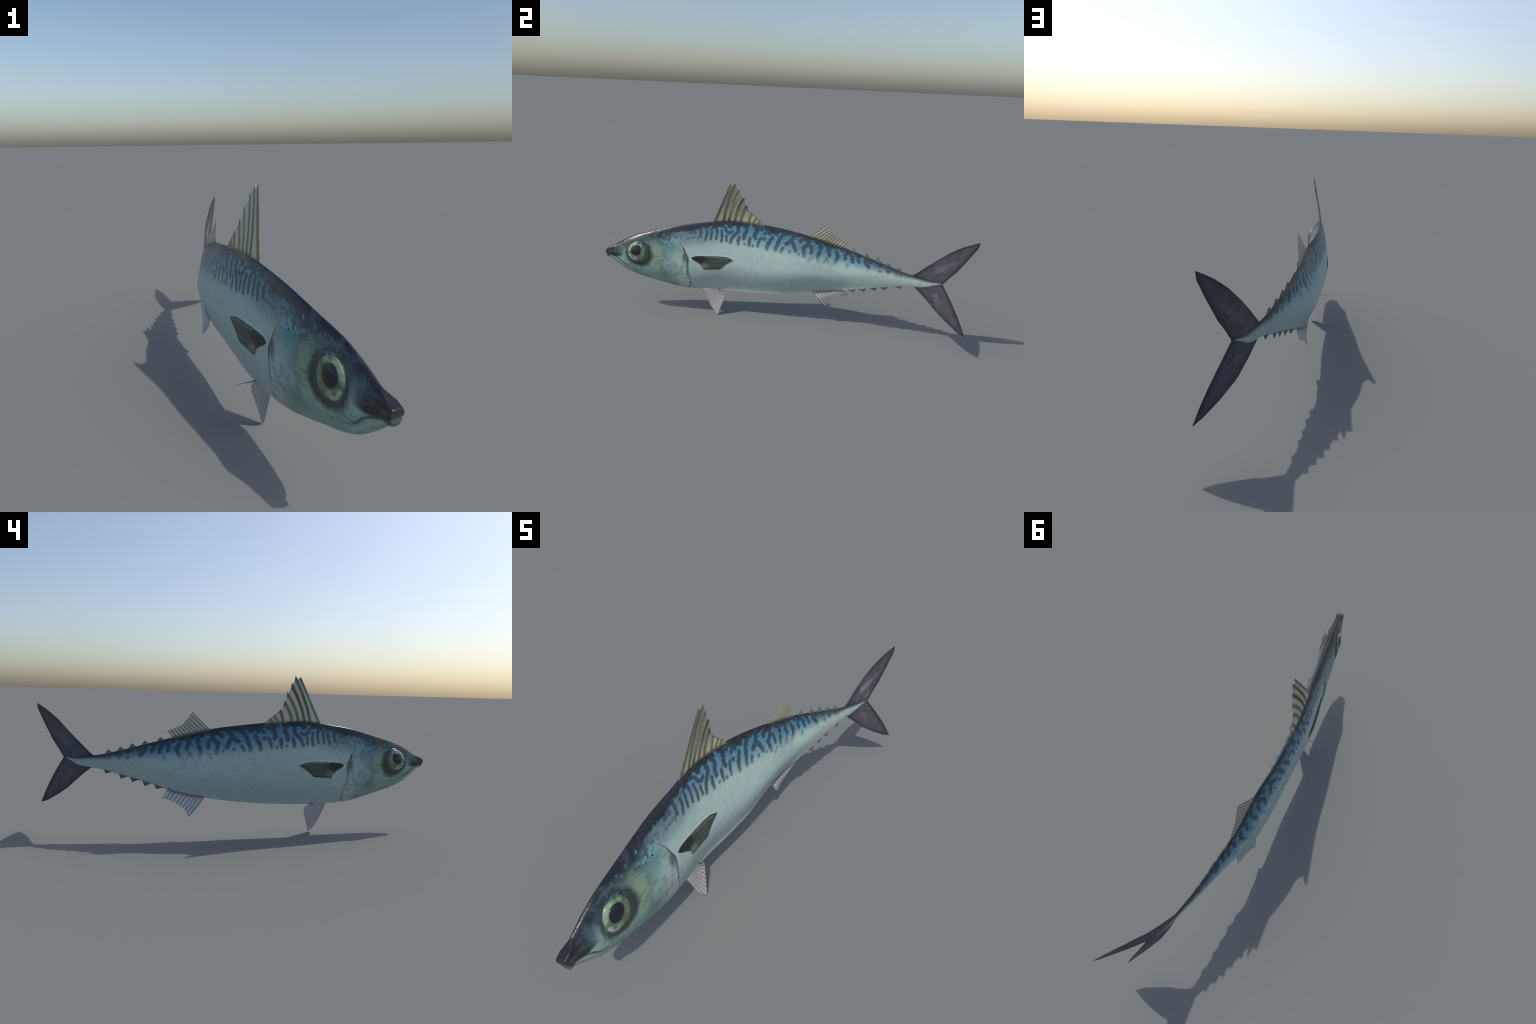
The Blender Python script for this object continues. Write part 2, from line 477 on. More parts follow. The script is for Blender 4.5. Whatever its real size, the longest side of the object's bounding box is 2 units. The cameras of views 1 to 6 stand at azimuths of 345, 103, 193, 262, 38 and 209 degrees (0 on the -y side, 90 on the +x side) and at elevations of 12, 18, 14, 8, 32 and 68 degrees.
def make_head_skin():
    n = Nodes("mackerel_head_skin")
    y, z, v, side, wob = fish_coords(n)
    c, rough, fine = flank_colors(n, v, side, y)
    streak = n.noise(n.v("MULTIPLY", wob, (25, 60, 0)), 1.0, 5, .65)
    face = n.ramp(n.m("ADD", v, n.m("MULTIPLY", n.m("SUBTRACT", rough, .5), .16)),
                  [(.0, (.24, .34, .30)), (.16, (.26, .41, .345)), (.35, (.32, .47, .405)), (.52, (.28, .43, .39)), (.64, (.15, .265, .275)), (.735, (.060, .105, .125)), (.84, (.022, .030, .040)), (.95, BACK)])
    high = n.step(v, .64, .80)
    c = n.mix(n.step(n.m("MULTIPLY_ADD", high, .075, y), -.62, -.535, 1.0, .0), c, face)
    big = n.noise(wob, 26, 5, .65)
    crown = n.m("MULTIPLY", n.step(big, .46, .64, 0.0, .7), n.m("MULTIPLY", n.step(v, .74, .84), n.step(y, -.62, -.58, 1.0, 0.0)))
    c = n.mix(crown, c, (.045, .060, .070))
    # green-gold cheek behind the eye
    g = n.m("MULTIPLY", blob(n, wob, (-.715, .362), .060, .062, .65), n.step(big, .25, .6, .45, .9))
    c = n.mix(g, c, (.285, .37, .215))
    c = n.mix(n.m("MULTIPLY", blob(n, wob, (-.635, .392), .036, .034, .8), .38), c, (.19, .38, .43))
    c = n.mix(n.m("MULTIPLY", n.step(big, .46, .66, 0.0, .68), n.step(v, .58, .72, 1.0, 0.0)), c, (.16, .225, .195))
    c = n.mix(n.m("MULTIPLY", blob(n, wob, (-.652, .365), .014, .045, .7), .38), c, (.13, .13, .09))
    # dusky smudges
    c = n.mix(n.m("MULTIPLY", blob(n, wob, (-.652, .243), .042, .024, .8), .50), c, (.09, .14, .14))
    c = n.mix(n.m("MULTIPLY", blob(n, wob, (-.534, .352), .018, .036, .7), .78), c, (.032, .040, .046))
    # eye surround
    frag = n.add("ShaderNodeVectorMath", operation="MULTIPLY_ADD")
    n.put(frag.inputs[0], n.v("SUBTRACT", n.noise(wob, 40, 4, color=True), (.5, .5, .5)))
    frag.inputs[1].default_value = (.035, .022, 0); n.put(frag.inputs[2], wob)
    ring = blob(n, frag.outputs[0], (-.792, .357), .078, .076, .16)
    c = n.mix(n.m("MULTIPLY", ring, .90), c, (.020, .027, .027))
    brow = n.strokes(wob, [([(-.845, .434), (-.82, .445), (-.785, .446), (-.755, .432)], .0015)])
    c = n.mix(n.step(brow, -.001, .008, .17, 0.0), c, (.14, .22, .24))
    # snout: dark cap and dark upper lip, paler spot in front of the eye
    cap = n.m("MULTIPLY", blob(n, wob, (-.955, .392), .085, .054, .25), .95)
    c = n.mix(cap, c, (.014, .017, .022))
    c = n.mix(n.m("MULTIPLY", blob(n, wob, (-.925, .343), .038, .012, .5), .85), c, (.02, .024, .022))
    c = n.mix(n.m("MULTIPLY", blob(n, wob, (-.881, .366), .010, .024, .8), .50), c, (.23, .33, .33))
    c = n.mix(n.m("MULTIPLY", blob(n, wob, (-.899, .375), .015, .022, .9), .5), c, (.10, .17, .20))
    # turquoise spangles with black dots, on the nape
    sp = n.strokes(wob, [([(-.640, .438)], .0035), ([(-.620, .433)], .005), ([(-.609, .448)], .004), ([(-.593, .441)], .0035), ([(-.652, .429)], .0035),
                          ([(-.722, .425)], .0036), ([(-.740, .448)], .0028), ([(-.695, .450)], .0028), ([(-.663, .472)], .0034), ([(-.758, .458)], .0024),
                          ([(-.781, .455)], .0022), ([(-.716, .462)], .0026), ([(-.602, .425)], .004), ([(-.675, .44)], .0026), ([(-.628, .42)], .003)])
    c = n.mix(n.m("MULTIPLY", n.step(sp, -.0025, .0045, .85, 0.0), n.step(y, -.70, -.64, .28, .9)), c, (.13, .47, .50))
    fl = n.add("ShaderNodeTexVoronoi", feature='F1')
    n.put(fl.inputs["Vector"], wob); fl.inputs["Scale"].default_value = 95
    pick = n.add("ShaderNodeSeparateColor"); n.put(pick.inputs[0], fl.outputs["Color"])
    fk = n.m("MULTIPLY", n.step(fl.outputs["Distance"], .15, .42, 1.0, 0.0), n.step(pick.outputs[0], .55, .75))
    fk = n.m("MULTIPLY", fk, n.m("MULTIPLY", n.step(v, .66, .76), n.step(v, .84, .94, 1.0, 0.0)))
    c = n.mix(n.m("MULTIPLY", fk, .55), c, (.09, .25, .29))
    fd = n.m("MULTIPLY", n.step(fl.outputs["Distance"], .15, .40, 1.0, 0.0), n.step(pick.outputs[1], .60, .75))
    fd = n.m("MULTIPLY", fd, n.m("MULTIPLY", n.step(v, .60, .70), n.step(y, -.78, -.70)))
    c = n.mix(n.m("MULTIPLY", fd, .6), c, (.015, .022, .028))
    bd = n.strokes(wob, [([(-.645, .423)], .003), ([(-.629, .436)], .0032), ([(-.632, .415)], .0025), ([(-.613, .426)], .0042), ([(-.604, .438)], .003), ([(-.690, .432)], .003), ([(-.672, .428)], .0026)])
    c = n.mix(n.step(bd, -.002, .002, .9, 0.0), c, (.012, .016, .02))
    mott = n.m("MULTIPLY", n.step(streak, .46, .66, 0.0, n.step(y, -.86, -.72, .25, 1.0)), n.m("MULTIPLY", n.step(v, .60, .72), n.step(v, .80, .9, 1.0, 0.0)))
    c = n.mix(n.m("MULTIPLY", mott, .45), c, (.13, .33, .40))
    # creases: mouth line, lip line, cheek wrinkles, gill edge lines
    # dark upper lip and blunt tip, dusky lower lip
    ul = n.strokes(wob, [([(-1.01, .361), (-.965, .352), (-.925, .343)], .008)])
    c = n.mix(n.step(ul, -.004, .007, .92, 0.0), c, (.022, .024, .024))
    ll = n.strokes(wob, [([(-1.02, .337), (-.988, .336)], .014)])
    c = n.mix(n.step(ll, -.004, .010, .92, 0.0), c, (.045, .066, .060))
    ln = n.strokes(side, [(MOUTH[1:], .0006)])
    c = n.mix(n.m("MULTIPLY", n.step(ln, -.0005, .0060, .85, 0.0), n.step(y, -.90, -.835, 1.0, .35)), c, (.03, .042, .04))
    lip = n.strokes(wob, [([(-.962, .325), (-.935, .312), (-.911, .294), (-.891, .273), (-.86, .254)], .0022)])
    c = n.mix(n.step(lip, -.001, .0045, .6, 0.0), c, (.34, .50, .47))
    wr = n.strokes(wob, [([(-.735, .352), (-.70, .345), (-.672, .348)], .0006), ([(-.742, .318), (-.71, .305), (-.675, .304)], .0006), ([(-.76, .292), (-.735, .283)], .001),
                         ([(-.80, .262), (-.79, .252), (-.775, .262)], .001), ([(-.74, .335), (-.70, .325)], .0004), ([(-.60, .489), (-.572, .472), (-.55, .452)], .0006)])
    c = n.mix(n.m("MULTIPLY", n.step(wr, -.0005, .0042, .62, 0.0), n.step(rough, .35, .6, .3, .9)), c, (.06, .085, .075))
    c = n.mix(n.m("MULTIPLY", n.step(streak, .48, .72, 0.0, .55), n.step(v, .6, .75, 1.0, 0.0)), c, (.12, .19, .18))
    edge = n.strokes(side, [([(-.602, .473), (-.575, .444), (-.551, .413), (-.528, .365), (-.519, .349), (-.524, .303), (-.522, .255), (-.510, .204), (-.512, .176), (-.532, .155)], .0008)])
    c = n.mix(n.step(edge, .0, .0042, .85, 0.0), c, (.016, .022, .024))
    rg = n.step(v, .55, .85, .40, .22)
    b = n.m("MULTIPLY_ADD", streak, 1.6, n.m("MULTIPLY", fine, .25))
    return n.finish(c, rough=rg, bump=b, bump_dist=.0011, spec=.5)


def make_fin_material(name, light, dark, marks, r0, r1, root=None, rough=.38, rim=None):
    """membrane, darker along the rays"""
    n = Nodes(name)
    sx = n.add("ShaderNodeSeparateXYZ"); n.put(sx.inputs[0], n.coord)
    cb = n.add("ShaderNodeCombineXYZ"); n.put(cb.inputs[0], sx.outputs[1]); n.put(cb.inputs[1], sx.outputs[2])
    P = cb.outputs[0]
    nz = n.noise(P, 60, 4)
    d = n.strokes(P, marks)
    d = n.m("ADD", d, n.m("MULTIPLY", n.m("SUBTRACT", nz, .5), .004))
    f = n.step(d, r0, r1)
    c = n.mix(f, dark, light)
    c = n.mix(n.step(nz, .45, .75, 0.0, .22), c, tuple(x*.6 for x in light))
    if root:
        e = n.strokes(P, [(root, .0)])
        c = n.mix(n.step(e, .004, .020, .85, 0.0), c, tuple(x*.45 for x in dark))
    if rim:
        e = n.strokes(P, [(rim, .0)])
        c = n.mix(n.step(e, .001, .012, .75, 0.0), c, tuple(x*.5 for x in dark))
    return n.finish(c, rough=rough, bump=nz, bump_dist=.0006)


def plain(name, col, rough, var=.35, scale=40, **kw):
    n = Nodes(name)
    nz = n.noise(n.coord, scale, 4)
    c = n.mix(n.step(nz, .3, .7), tuple(x*(1-var) for x in col), tuple(min(1, x*(1+var)) for x in col))
    return n.finish(c, rough=rough, bump=nz, bump_dist=.0004, **kw)


# --------------------------------------------------------------------------
# build
# --------------------------------------------------------------------------
root = bpy.data.objects.new("mackerel", None)
bpy.context.scene.collection.objects.link(root)
root["label"] = "slender mackerel with blue barred back and silver belly, body curved as if swimming"
root["category"] = "fish"

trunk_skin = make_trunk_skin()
head_skin = make_head_skin()

# ---- body loft -------------------------------------------------------------
AROUND = 176                                   # vertices round a section
th = np.linspace(0, 2*math.pi, AROUND, endpoint=False) - math.pi/2     # starts at the belly keel
s_rows = np.concatenate([np.arange(-.994, -.60, .0030), np.arange(-.60, GILL_S-.0005, .0018), [GILL_S],
                         np.arange(GILL_S+.0012, -.50, .0018), np.arange(-.50, .70, .0062), np.linspace(.70, .866, 36)])
i_gill = int(np.argmin(np.abs(s_rows - GILL_S)))
i_tail = int(np.argmin(np.abs(s_rows - .55)))


def section(s):
    """ring of points of the sheared section s"""
    sn, cs = np.sin(th), np.cos(th)
    e = 1.25
    prof = np.abs(cs)**e*np.sign(cs)
    lift = np.abs(sn)**e*np.sign(sn)
    wide = smooth(s, WIDE_AT)
    frac = np.where(lift >= 0, wide + (1-wide)*lift, wide + wide*lift)
    k = abs(s - GILL_S)/.20
    bump = .5 + .5*math.cos(math.pi*min(k, 1))
    y = s + (np.interp(frac, GILL_V, GILL_Y) - GILL_S)*bump
    # left flank: rows run square across the bent spine
    tq = np.clip(np.where(lift >= 0, lift, -lift), 0, 1)
    halfw = smooth(y, HALF_W)*bulge(y, tq, lift >= 0)
    y = y + np.where(prof < 0, 2*lean(y)*halfw, 0)*np.clip((s + .97)/.10, 0, 1)*np.clip((.70 - s)/.1, 0, 1)
    zt, zb = smooth(y, BACK_Z), smooth(y, BELLY_Z)
    wd = smooth(y, WIDE_AT)
    # keep the ring's own height fraction, take width from the local section
    z = zb + (zt - zb)*frac
    zm = zb + (zt - zb)*wd
    t = np.clip(np.where(z > zm, (z-zm)/(zt-zm), (zm-z)/(zm-zb)), 0, 1)
    wloc = bulge(y, t, z > zm)
    xc = smooth(y, BELLY_X) + (smooth(y, BACK_X) - smooth(y, BELLY_X))*frac
    x = xc + np.sign(prof)*smooth(y, HALF_W)*wloc
    # the blunt snout is cut square to the head's own axis, the lower jaw set back a little
    y = y + np.clip((-.90 - s)/.09, 0, 1)*.25*(x - xc)
    y = y + np.clip((-.955 - s)/.045, 0, 1)*.0075*np.clip((.3475 - z)/.004, 0, 1)
    return np.stack([x, y, z], -1), frac


rings, fracs = [], []
for s in s_rows:
    r, f = section(s)
    rings.append(r); fracs.append(f)
rings = np.array(rings); fracs = np.array(fracs)
# snout cap: rings that close towards the middle of the blunt tip
cap = []
c0 = rings[0].mean(0)
for k, dy in ((.0, -.002), (.35, -.002), (.65, -.0019), (.85, -.0015), (.95, -.0008)):
    r = c0 + (rings[0]-c0)*k
    r[:, 1] = rings[0][:, 1] + dy - .25*(1-k)*(rings[0][:, 0]-c0[0])
    cap.append(r)
NC = len(cap)
V = np.concatenate([np.array(cap), rings])
FR = np.concatenate([np.repeat(fracs[:1], NC, 0), fracs])
S = np.concatenate([np.full(NC, s_rows[0]), s_rows])
i_gill += NC; i_tail += NC

# relief: mouth slit, lips, gill cover rim, low lumps on the head
N = np.cross(np.gradient(V, axis=0), np.roll(V, -1, 1) - np.roll(V, 1, 1))
N /= np.maximum(np.linalg.norm(N, axis=2, keepdims=True), 1e-9)
ctr = V.mean(1, keepdims=True)
N *= np.sign(((V-ctr)*N).sum(2).mean())
N[:NC] = (.24, -.97, 0)
dm = seg_dist(V[..., 1], V[..., 2], MOUTH)
disp = -.0030*np.exp(-(dm/.0030)**2)*np.clip((-.835 - V[..., 1])/.06, .15, 1)*(V[..., 1] < -.80)
disp += .0012*np.exp(-((dm-.008)/.005)**2)*(V[..., 1] < -.82)
gs = (S - GILL_S)[:, None]
gw = np.clip((FR-.01)/.05, 0, 1)*np.clip((.84-FR)/.12, 0, 1)
disp += gw*np.where(gs <= 0, .0044*np.exp(gs/.05), -.0022*np.exp(-gs/.007))
V = V + N*disp[..., None]

nr = len(V)
idx = np.arange(nr*AROUND).reshape(nr, AROUND)
quads = np.stack([idx[:-1], np.roll(idx[:-1], -1, 1), np.roll(idx[1:], -1, 1), idx[1:]], -1)
verts = V.reshape(-1, 3)
# one whole body first, for shared normals
whole = bpy.data.meshes.new("whole_body")
allq = quads.reshape(-1, 4)
end_f = [tuple(idx[-1])]
whole.from_pydata(verts.tolist(), [], allq.tolist() + end_f)
whole.update()
# outward orientation check
p0 = whole.polygons[len(allq)//2]
flip = (np.array(p0.center) - verts[idx[nr//2]].mean(0)) @ np.array(p0.normal) < 0
if flip:
    allq = allq[:, ::-1]
    quads = quads[..., ::-1]
    whole.clear_geometry()
    whole.from_pydata(verts.tolist(), [], allq.tolist())
    whole.update()
vn = np.zeros(len(verts)*3)
whole.vertex_normals.foreach_get("vector", vn)
vn = vn.reshape(-1, 3)
bpy.data.meshes.remove(whole)


def body_part(name, r0, r1, mat):
    q = quads[r0:r1].reshape(-1, 4)
    used = np.unique(q)
    remap = np.full(len(verts), -1); remap[used] = np.arange(len(used))
    ob = new_object(name, verts[used], remap[q], mat, root)
    ob.data.normals_split_custom_set_from_vertices([tuple(n) for n in vn[used]])
    return ob


head = body_part("head", 0, i_gill, head_skin)
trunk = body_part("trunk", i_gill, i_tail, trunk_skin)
stalk = body_part("tail_stalk", i_tail, nr-1, trunk_skin)

# ---- eyes ------------------------------------------------------------------
iris_mat = (lambda n: n)(Nodes("eye_iris"))
n = iris_mat
sx = n.add("ShaderNodeSeparateXYZ"); n.put(sx.inputs[0], n.coord)
ey, _ = square_across(n, sx.outputs[0], sx.outputs[1])
cb = n.add("ShaderNodeCombineXYZ"); n.put(cb.inputs[0], ey); n.put(cb.inputs[1], sx.outputs[2])
P = cb.outputs[0]
nz = n.noise(P, 45, 4)
c = n.mix(n.step(nz, .35, .68), (.085, .145, .075), (.295, .375, .25))
rr = n.v("LENGTH", n.v("SUBTRACT", P, (-.805, .368, 0)))
c = n.mix(n.step(rr, .044, .054, 0.0, .85), c, (.045, .07, .045))
c = n.mix(n.step(n.v("DISTANCE", P, (-.808, .377, 0)), .030, .036, .75, 0.0), c, (.06, .10, .05))
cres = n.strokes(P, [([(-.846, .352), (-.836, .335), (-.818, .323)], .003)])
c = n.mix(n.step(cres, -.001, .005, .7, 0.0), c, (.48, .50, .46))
up = n.m("MULTIPLY", n.step(sx.outputs[2], .36, .42), n.step(ey, -.79, -.85))  # iris shading put in the colour: lit upper front, darker rear
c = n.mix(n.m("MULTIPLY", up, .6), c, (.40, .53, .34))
back = n.step(ey, -.79, -.755)
c = n.mix(n.m("MULTIPLY", back, .55), c, (.07, .115, .07))
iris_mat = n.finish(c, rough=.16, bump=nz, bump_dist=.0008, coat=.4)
pupil_mat = plain("eye_pupil", (.014, .016, .024), .20, var=.2)


def disc(name, side, cen, ry, rz, height, mat, parent, rings_n=14, around=64, edge_drop=.004):
    """low dome following the skin; height(r) above it for r in 0..1"""
    vs, fs = [], []
    p, nn = skin_frame(mirror_y(cen[0], cen[1], side), cen[1], side)
    vs.append(p + nn*height(0.0))
    rs = np.linspace(0, 1, rings_n+1)[1:]
    for r in rs:
        for k in range(around):
            a = 2*math.pi*k/around
            z = cen[1] + rz*r*math.sin(a)
            p, nn = skin_frame(mirror_y(cen[0] + ry*r*math.cos(a), z, side), z, side)
            vs.append(p + nn*height(r))
    for k in range(around):          # skirt down into the head
        a = 2*math.pi*k/around
        z = cen[1] + rz*math.sin(a)
        p, nn = skin_frame(mirror_y(cen[0] + ry*math.cos(a), z, side), z, side)
        vs.append(p - nn*edge_drop)
    for k in range(around):
        k2 = (k+1) % around
        f = (0, 1+k, 1+k2)
        fs.append(f if side > 0 else f[::-1])
        for i in range(rings_n):
            a, b = 1+i*around, 1+(i+1)*around
            f = (a+k, b+k, b+k2, a+k2)
            fs.append(f if side > 0 else f[::-1])
    return new_object(name, vs, fs, mat, parent)


for side in (1, -1):
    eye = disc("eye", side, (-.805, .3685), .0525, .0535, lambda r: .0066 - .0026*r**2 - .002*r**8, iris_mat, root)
    disc("pupil", side, (-.808, .377), .0285, .0285, lambda r: .0098 - .0040*r**2, pupil_mat, eye)
    disc("eye_rim", side, (-.798, .3635), .0625, .0655, lambda r: .0024 - .0008*r**4, head_skin, eye)

# ---- first dorsal fin ------------------------------------------------------
ray_u = {}
D1_BASE_Y = [-.393, -.341, -.311, -.280, -.247, -.199, -.100]
D1_TIPS = [(.0, -.289, .789), (-.006, -.260, .792), (-.017, -.240, .756), (-.031, -.216, .712), (-.044, -.202, .667), (-.056, -.180, .627), (-.065, -.100, .559)]
uk = (np.array(D1_BASE_Y) - D1_BASE_Y[0])/(D1_BASE_Y[-1] - D1_BASE_Y[0])
eu, ep = [0.0, .05], [(.0, -.289, .787), (-.002, -.280, .777)]
for k in range(1, 6):
    x, y, z = D1_TIPS[k]
    drop = (.0, .020, .025, .022, .015, .008)[k]
    eu += [uk[k]-.022, uk[k], uk[k]+.012]
    ep += [(x+.001, y-.0085, z-.008), (x, y, z), (x, y+.002, z-drop)]
eu += [1.0]; ep += [(-.065, -.100, .556)]
uu = np.unique(np.concatenate([np.linspace(0, 1, 90), eu]))


def ridge(y, sink):
    return np.stack([smooth(y, BACK_X), np.asarray(y, float), smooth(y, BACK_Z) - sink], -1)


nt = 24
tt = np.linspace(0, 1, nt)
d1_base = ridge(np.interp(uu, [0, 1], [-.393, -.098]), .010)
d1_out = resample(ep, eu, uu)
d1 = d1_base[:, None]*(1-tt)[None, :, None] + d1_out[:, None]*tt[None, :, None]
length = np.linalg.norm(d1_out-d1_base, axis=1)
d1[..., 1] -= (.062*length*np.sin(math.pi*np.clip(uu, 0, 1))**.6)[:, None]*(4*tt*(1-tt))[None]
# gentle pleats between the rays
ph = np.interp(uu, uk, np.arange(7))
pleat = np.sin(math.pi*(ph % 1.0))
half = (.0030*(1-tt)**1.5 + .0009)[None]*(1 - .35*pleat)[:, None]
half[0] = half[-1] = .0006; half[:, -1] = .0005


def patch_line(P, uq, u):
    return resample(P.reshape(P.shape[0], -1), u, [uq])[0].reshape(P.shape[1], 3)


def yz(path, step=8):
    return [(float(p[1]), float(p[2])) for p in path[::step]] + [(float(path[-1][1]), float(path[-1][2]))]


d1_rays = [patch_line(d1, u, uu) for u in uk[:6]]
fin_dark = (.045, .045, .030)
d1_mat = make_fin_material("spiny_fin_membrane", (.54, .52, .355), (.15, .147, .105), [([(a+.0035, b) for a, b in yz(p, 8)], .0022) for p in d1_rays] + [([(-.168, .57), (-.150, .592)], .0004), ([(-.14, .565), (-.128, .578)], .0003)], .0, .0125, root=yz(d1[:, 0][::6], 4), rim=[(-.205, .655), (-.18, .622), (-.14, .592), (-.098, .557)])
ray_mat = plain("fin_ray_dark", (.115, .113, .087), .42)
d1_fin = sheet("dorsal_fin", d1, half, d1_mat, root)
for k, path in enumerate(d1_rays):
    r = np.linspace(.0023 if k else .0032, .0007, len(path))
    tube("fin_ray", path, r, ray_mat, d1_fin, flat=.8)


# ---- soft fins -------------------------------------------------------------
def soft_fin(name, base, outer, mat_light, mat_dark, rays, root_dark=True, thick=.0028, lead=None, ray_r=.0016, rmat=None, spread=.0055, front=1.6):
    nu = 60
    q = np.linspace(0, 1, nu)
    B = curve(base, q)
    E = resample(outer, np.linspace(0, 1, len(outer)) if len(outer) != 3 else [0, .5, 1], q) if lead is None else curve(outer, q)
    L = curve(lead, tt) if lead is not None else resample([B[0], E[0]], [0, 1], tt)
    T = resample([B[-1], E[-1]], [0, 1], tt)
    P = coons(B, E, L, T)
    u = np.linspace(0, 1, nu)
    hv = (thick*(1-tt)**1.3 + .0008)[None]*np.ones((nu, 1))
    hv[0] = hv[-1] = .0006; hv[:, -1] = .0005
    lines = [patch_line(P, k/(rays), u) for k in range(0, rays+1)]
    mat = make_fin_material(name + "_membrane", mat_light, mat_dark, [([yz(p)[0], yz(p)[-1]], .0004) for p in lines], .0, spread, root=yz(P[:, 0], 12) if root_dark else None)
    ob = sheet(name, P, hv, mat, root)
    for i, p in enumerate(lines):
        tube("fin_ray", p, np.linspace(ray_r*(1 if i else front), .0006 if i else .0010, len(p)), rmat or ray_mat, ob, sides=6, flat=1.0)
    return ob, P


d2_base = [tuple(ridge(y, .007)) for y in (.156, .215, .275, .334)]
soft_fin("dorsal_fin", d2_base, [(-.036, .246, .604), (-.040, .262, .580), (-.044, .278, .560), (-.048, .293, .543), (-.052, .315, .532), (-.056, .338, .523), (-.061, .364, .513)],
         (.56, .545, .40), (.16, .155, .115), 10, ray_r=.0009, spread=.0058, front=3.0)

pale_ray = plain("fin_ray_pale", (.26, .25, .24), .4)
keel = lambda y, up: (float(smooth(y, BELLY_X)), y, float(smooth(y, BELLY_Z)) + up)
an_base = [keel(y, .008) for y in (.186, .245, .305, .361)]
soft_fin("anal_fin", an_base, [(-.106, .264, .102), (-.102, .275, .128), (-.098, .297, .150), (-.094, .320, .165), (-.092, .345, .178), (-.091, .368, .187), (-.091, .388, .192)],
         (.60, .60, .595), (.26, .26, .26), 9, ray_r=.0009, spread=.0045, lead=[keel(.186, .008), (-.0855, .214, .154), (-.106, .264, .102)], rmat=pale_ray)

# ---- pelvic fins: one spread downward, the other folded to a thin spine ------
pv_base = [(-.012, -.445, .158), (-.020, -.415, .156), (-.028, -.385, .155), (-.033, -.357, .155)]
soft_fin("pelvic_fin", pv_base, [(-.013, -.360, .003), (-.015, -.351, .0005), (-.020, -.345, .022), (-.029, -.334, .060), (-.040, -.321, .100), (-.0415, -.3195, .118), (-.0405, -.323, .132)],
         (.62, .595, .57), (.33, .31, .295), 8, spread=.0060, root_dark=False, lead=[(-.012, -.445, .158), (-.0125, -.425, .115), (-.013, -.392, .045), (-.013, -.360, .003)], rmat=plain("pelvic_ray", (.40, .38, .36), .4), ray_r=.0012)
spine_path = np.linspace((-.020, -.352, .156), (-.108, -.359, .1505), 14)
tube("pelvic_fin", spine_path, np.linspace(.0026, .0003, 14), plain("folded_fin", (.035, .038, .040), .4), root, flat=.8, axis=(0, 0, 1))

# ---- finlets ---------------------------------------------------------------
finlet_mat = plain("finlet_membrane", (.115, .13, .13), .35, scale=90)
finlet_edge = plain("finlet_ray", (.07, .08, .085), .35)
UP = [(-.058, .398, .482), (-.047, .471, .463), (-.042, .532, .450), (-.032, .587, .432), (-.021, .646, .416)]
DOWN = [(-.056, .418, .230), (-.046, .474, .243), (-.039, .533, .261), (-.031, .587, .275), (-.015, .661, .299)]
for up, peaks in ((True, UP), (False, DOWN)):
    for px, py, pz in peaks:
        if up:
            y0, y1 = py - .021, py + .019
            a, b = ridge(y0, .004), ridge(y1, .004)
        else:
            y0, y1 = py - .031, py + .009
            a, b = np.array(keel(y0, .004)), np.array(keel(y1, .004))
        tip = np.array((px, py, pz))
        q = np.linspace(0, 1, 9)
        B = a + (b-a)*q[:, None]
        f = np.linspace(0, 1, 8)
        P = B[:, None]*(1-f)[None, :, None] + tip[None, None]*f[None, :, None]*1.0
        P[:, -1] = tip + (b-a)*(q[:, None]-.5)*.03
        hv = (.0022*(1-f)+.0006)[None]*np.ones((9, 1)); hv[0] = hv[-1] = .0006; hv[:, -1] = .0004
        ob = sheet("finlet", P, hv, finlet_mat, root)
        tube("finlet_ray", np.linspace(a, tip, 6), np.linspace(.0022, .0007, 6), finlet_edge, ob, sides=6)
        tube("finlet_ray", np.linspace(b, tip, 6), np.linspace(.0018, .0007, 6), finlet_edge, ob, sides=6)

# ---- tail fin --------------------------------------------------------------
MID_Y = [.70, .73, .78, .834, .867, .90, .935, .962, 1.0]
MID_X = [-.010, -.004, .008, .025, .042, .058, .077, .092, .112]


def mid(y, z):
    """points on the bent plane of the tail fin"""
    twist = np.interp(z, [.13, .37, .63], [.008, 0, -.004])*np.clip((np.asarray(y)-.75)/.2, 0, 1)
    return np.stack([np.interp(y, MID_Y, MID_X) + twist, y, z], -1)


tail_mat_n = Nodes("tail_fin_membrane")
n = tail_mat_n
nz = n.noise(n.v("MULTIPLY", n.coord, (1, 1, 1)), 30, 5, .6)
c = n.mix(n.step(nz, .3, .7), (.052, .050, .064), (.080, .077, .100))
sx = n.add("ShaderNodeSeparateXYZ"); n.put(sx.inputs[0], n.coord)
cb = n.add("ShaderNodeCombineXYZ"); n.put(cb.inputs[0], sx.outputs[1]); n.put(cb.inputs[1], sx.outputs[2])
UP_LEAD = [(.715, .384), (.748, .415), (.785, .452), (.834, .500), (.885, .551), (.935, .590), (.968, .611), (.999, .628)]
UP_TRAIL = [(.866, .372), (.890, .410), (.921, .455), (.959, .527), (.995, .599), (.999, .628)]
LO_LEAD = [(.728, .327), (.760, .302), (.800, .267), (.851, .220), (.905, .181), (.962, .145), (.999, .132)]
LO_TRAIL = [(.866, .370), (.888, .337), (.918, .290), (.949, .236), (.976, .184), (.999, .132)]
ed = n.strokes(cb.outputs[0], [(UP_LEAD, .001), (UP_TRAIL, .002), (LO_LEAD, .001), (LO_TRAIL, .002)])
c = n.mix(n.step(ed, .0, .022, .75, 0.0), c, (.016, .016, .018))
tail_mat = n.finish(c, rough=.35, bump=nz, bump_dist=.0006)
tail_ray_mat = plain("tail_ray", (.150, .150, .182), .32, var=.6, scale=14)
tail_fin = None
